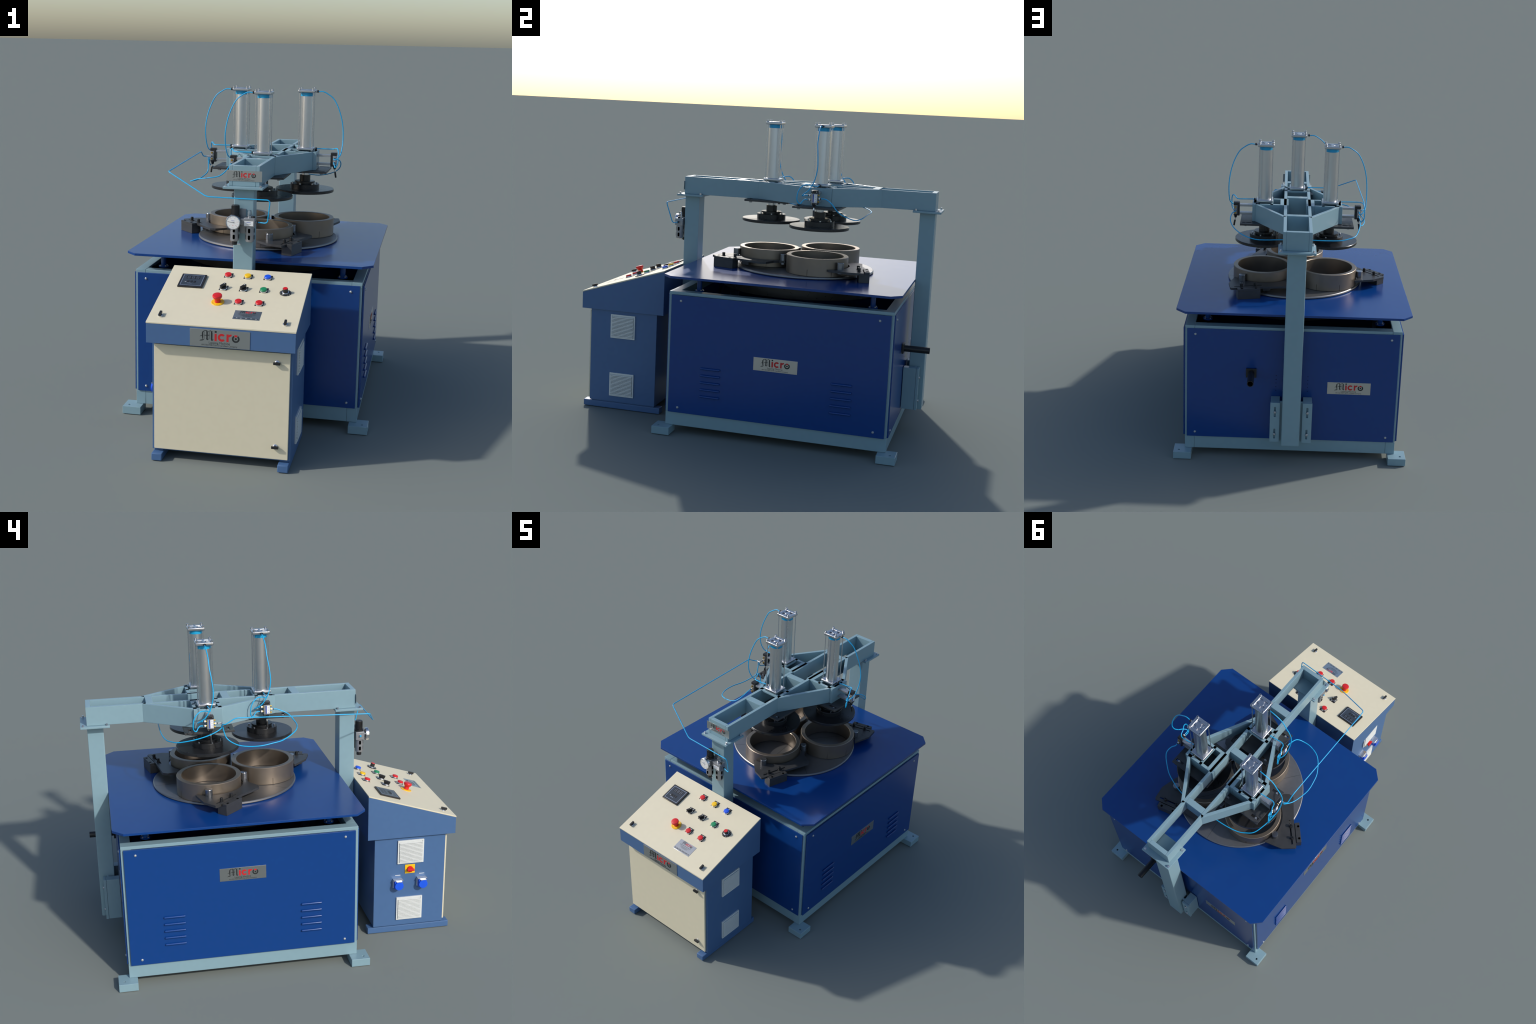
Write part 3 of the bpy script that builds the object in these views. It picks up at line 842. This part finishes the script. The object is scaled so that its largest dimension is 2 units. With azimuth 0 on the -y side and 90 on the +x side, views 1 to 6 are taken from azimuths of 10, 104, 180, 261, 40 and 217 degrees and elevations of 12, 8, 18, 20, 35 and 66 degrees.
B.lathe([(0, 0), (0.0315, 0), (0.0315, 0.0025), (0.030, 0.0035), (0, 0.0035)], "button_yellow", 48)
for k in range(9):
    B.box(0.025, 0.0275, -0.0008, 0.0008, 0.003, 0.0038, "ink_black", mat=RZ(200 + 17 * k))
B.lathe([(0, 0.0034), (0.0145, 0.0034), (0.0140, 0.018), (0.0165, 0.0225), (0.0205, 0.027), (0.0232, 0.032), (0.0232, 0.0385), (0.0215, 0.0415), (0.015, 0.043), (0, 0.0435)], "button_red", 48)
put("emergency_stop", B.mesh("emergency_stop"), cover, on_panel(-0.0560, 0.2060))
B = Builder()
B.lathe([(0, 0), (0.0282, 0), (0.0282, 0.0025), (0.027, 0.0035), (0, 0.0035)], "black_plastic", 48)
for k in range(11):
    B.box(0.0225, 0.026, -0.0007, 0.0007, 0.003, 0.0038, "ink_white", mat=RZ(-60 + 30 * k))
B.lathe([(0, 0.0034), (0.0180, 0.0034), (0.0175, 0.007), (0.0155, 0.0085), (0, 0.0085)], "bright_steel", 40)
B.lathe([(0, 0.0084), (0.0132, 0.0084), (0.0128, 0.026), (0.0122, 0.0268), (0, 0.0268)], "black_plastic", 36)
B.lathe([(0, 0.0267), (0.0120, 0.0267), (0.0115, 0.0282), (0, 0.0284)], "button_red", 36)
put("speed_dial", B.mesh("speed_dial"), cover, on_panel(0.2507, 0.3265))

# digital meter
B = Builder()
w, h = 0.0625, 0.0590
B.box(-w, w, -h, h, 0, 0.0085, "black_plastic", 0.0015)
i0, i1 = 0.0525, 0.0495
for a in ((-i0, i0, i1 - 0.003, i1), (-i0, i0, -i1, -i1 + 0.003), (-i0, -i0 + 0.003, -i1 + 0.003, i1 - 0.003), (i0 - 0.003, i0, -i1 + 0.003, i1 - 0.003)):
    B.box(*a, 0.0080, 0.0090, "meter_silver")
B.box(-i0 + 0.003, i0 - 0.003, -i1 + 0.003, i1 - 0.003, 0.0080, 0.0088, "screen_grey")
B.box(-0.034, 0.034, 0.012, 0.040, 0.0085, 0.0090, "black_plastic")
def seg7(x, y, w, h, t, z):
    for a in ((-w, w, h - t, h), (-w, w, -t / 2, t / 2), (-w, w, -h, -h + t)):
        B.box(x + a[0] + t, x + a[1] - t, y + a[2], y + a[3], z, z + 0.0004, "meter_silver")
    for sx in (-1, 1):
        for sy in (-1, 1):
            x0 = x + sx * w - t / 2
            B.box(x0, x0 + t, y + (0.06 * h if sy > 0 else -0.94 * h), y + (0.94 * h if sy > 0 else -0.06 * h), z, z + 0.0004, "meter_silver")
for k in range(3):
    seg7(-0.022 + 0.022 * k, 0.026, 0.0055, 0.0095, 0.0011, 0.0088)
    B.box(-0.0235 + 0.0165 * k, -0.0125 + 0.0165 * k, -0.022, -0.006, 0.0086, 0.0100, "black_plastic", 0.0005)
B.box(-0.034, -0.0265, -0.0185, -0.0165, 0.0086, 0.0091, "ink_white")
B.box(-0.019, 0.003, -0.0300, -0.0270, 0.0086, 0.0091, "meter_silver")
put("digital_meter", B.mesh("digital_meter"), cover, on_panel(-0.2215, 0.3765))

# rating plate with the word mark, lines of print and a strip of small emblems
B = Builder()
B.box(0, 0.127, 0, 0.0750, 0, 0.0010, "plate_metal", 0.0003)
logo(B, 0.0009, 0.0004, 0.004, 0.0755, 0.118)
for y, x0, x1, t in ((0.0440, 0.0205, 0.1040, 0.0022), (0.0375, 0.0235, 0.0985, 0.0012), (0.0335, 0.038, 0.086, 0.0012), (0.0295, 0.034, 0.090, 0.0012), (0.0255, 0.045, 0.080, 0.0012)):
    x = x0
    while x < x1:
        l = random.uniform(0.0025, 0.007)
        B.box(x, min(x + l, x1), y, y + t, 0.0009, 0.0013, "ink_black")
        x += l + 0.0013
x, k = 0.006, 0
while x < 0.120:
    l = random.uniform(0.006, 0.012)
    B.box(x, min(x + l, 0.121), 0.0065, 0.0135, 0.0009, 0.0013, "ink_black")
    B.box(x + 0.0015, min(x + l, 0.121) - 0.0015, 0.0088, 0.0112, 0.0011, 0.0015, "ink_white" if k % 2 else "plate_metal")
    x += l + 0.002; k += 1
put("rating_plate", B.mesh("rating_plate"), cover, on_panel(0.042, 0.0722))

# ventilation grilles (local: x across, y up, z outwards)
B = Builder()
w, h, t = 0.0748, 0.0695, 0.0075
for a in ((-w, w, h - t, h), (-w, w, -h, -h + t), (-w, -w + t, -h + t, h - t), (w - t, w, -h + t, h - t)):
    B.box(*a, 0, 0.0085, "vent_white", 0.0008)
B.box(-w + t, w - t, -h + t, h - t, 0, 0.0045, "vent_white")
n = 15                                          # slats stand proud of the frame, dark gaps between
p = (2 * h - 2 * t - 0.004) / n
for k in range(n):
    y = -h + t + 0.002 + p * k
    B.box(-w + t + 0.0015, w - t - 0.0015, y, y + 0.66 * p, 0.0045, 0.0135, "vent_white", 0.0006)
GRILLE = B.mesh("vent_grille")
def on_side(s, y, z):
    return T((s * 0.335, y, z)) @ Matrix(((0, 0, s, 0), (s, 0, 0, 0), (0, 1, 0, 0), (0, 0, 0, 1)))
for s in (-1, 1):
    for z in (0.496, 0.1495):
        put("vent_grille", GRILLE, console, on_side(s, -0.748, z))
B = Builder()
B.box(-0.0285, 0.0285, -0.0265, 0.0265, 0, 0.003, "button_yellow", 0.0006)
B.lathe([(0, 0.003), (0.0175, 0.003), (0.0165, 0.012), (0, 0.012)], "button_red", 36)
B.box(-0.020, 0.021, -0.0062, 0.0062, 0.0118, 0.024, "button_red", 0.002)
put("main_switch", B.mesh("main_switch"), console, on_side(-1, -0.7475, 0.3895))
B = Builder()
B.box(-0.0265, 0.0265, -0.027, 0.027, 0, 0.008, "vent_white", 0.0015)
B.box(-0.0225, 0.0225, -0.0245, 0.0215, 0.008, 0.033, "button_blue", 0.002)
B.cyl(0.0245, 0.0332, 0.0415, "button_blue", 40, 0.001, mat=T((0.001, -0.0035, 0)))
B.box(-0.027, 0.027, 0.0225, 0.0275, 0.002, 0.030, "bright_steel", 0.001)
B.box(-0.014, 0.018, 0.0190, 0.0224, 0.028, 0.041, "bright_steel", 0.0008)
SOCK = B.mesh("power_socket")
for y in (-0.676, -0.8145):
    so = put("power_socket", SOCK, console, on_side(-1, y, 0.3095))
    B = Builder()
    for k in range(5):
        B.box(-0.015 + 0.006 * k, -0.0105 + 0.006 * k, -0.002, 0.002, 0, 0.0006, "ink_white")
    put("socket_legend", B.mesh("socket_legend"), so, on_side(-1, y - 0.004, 0.3545))
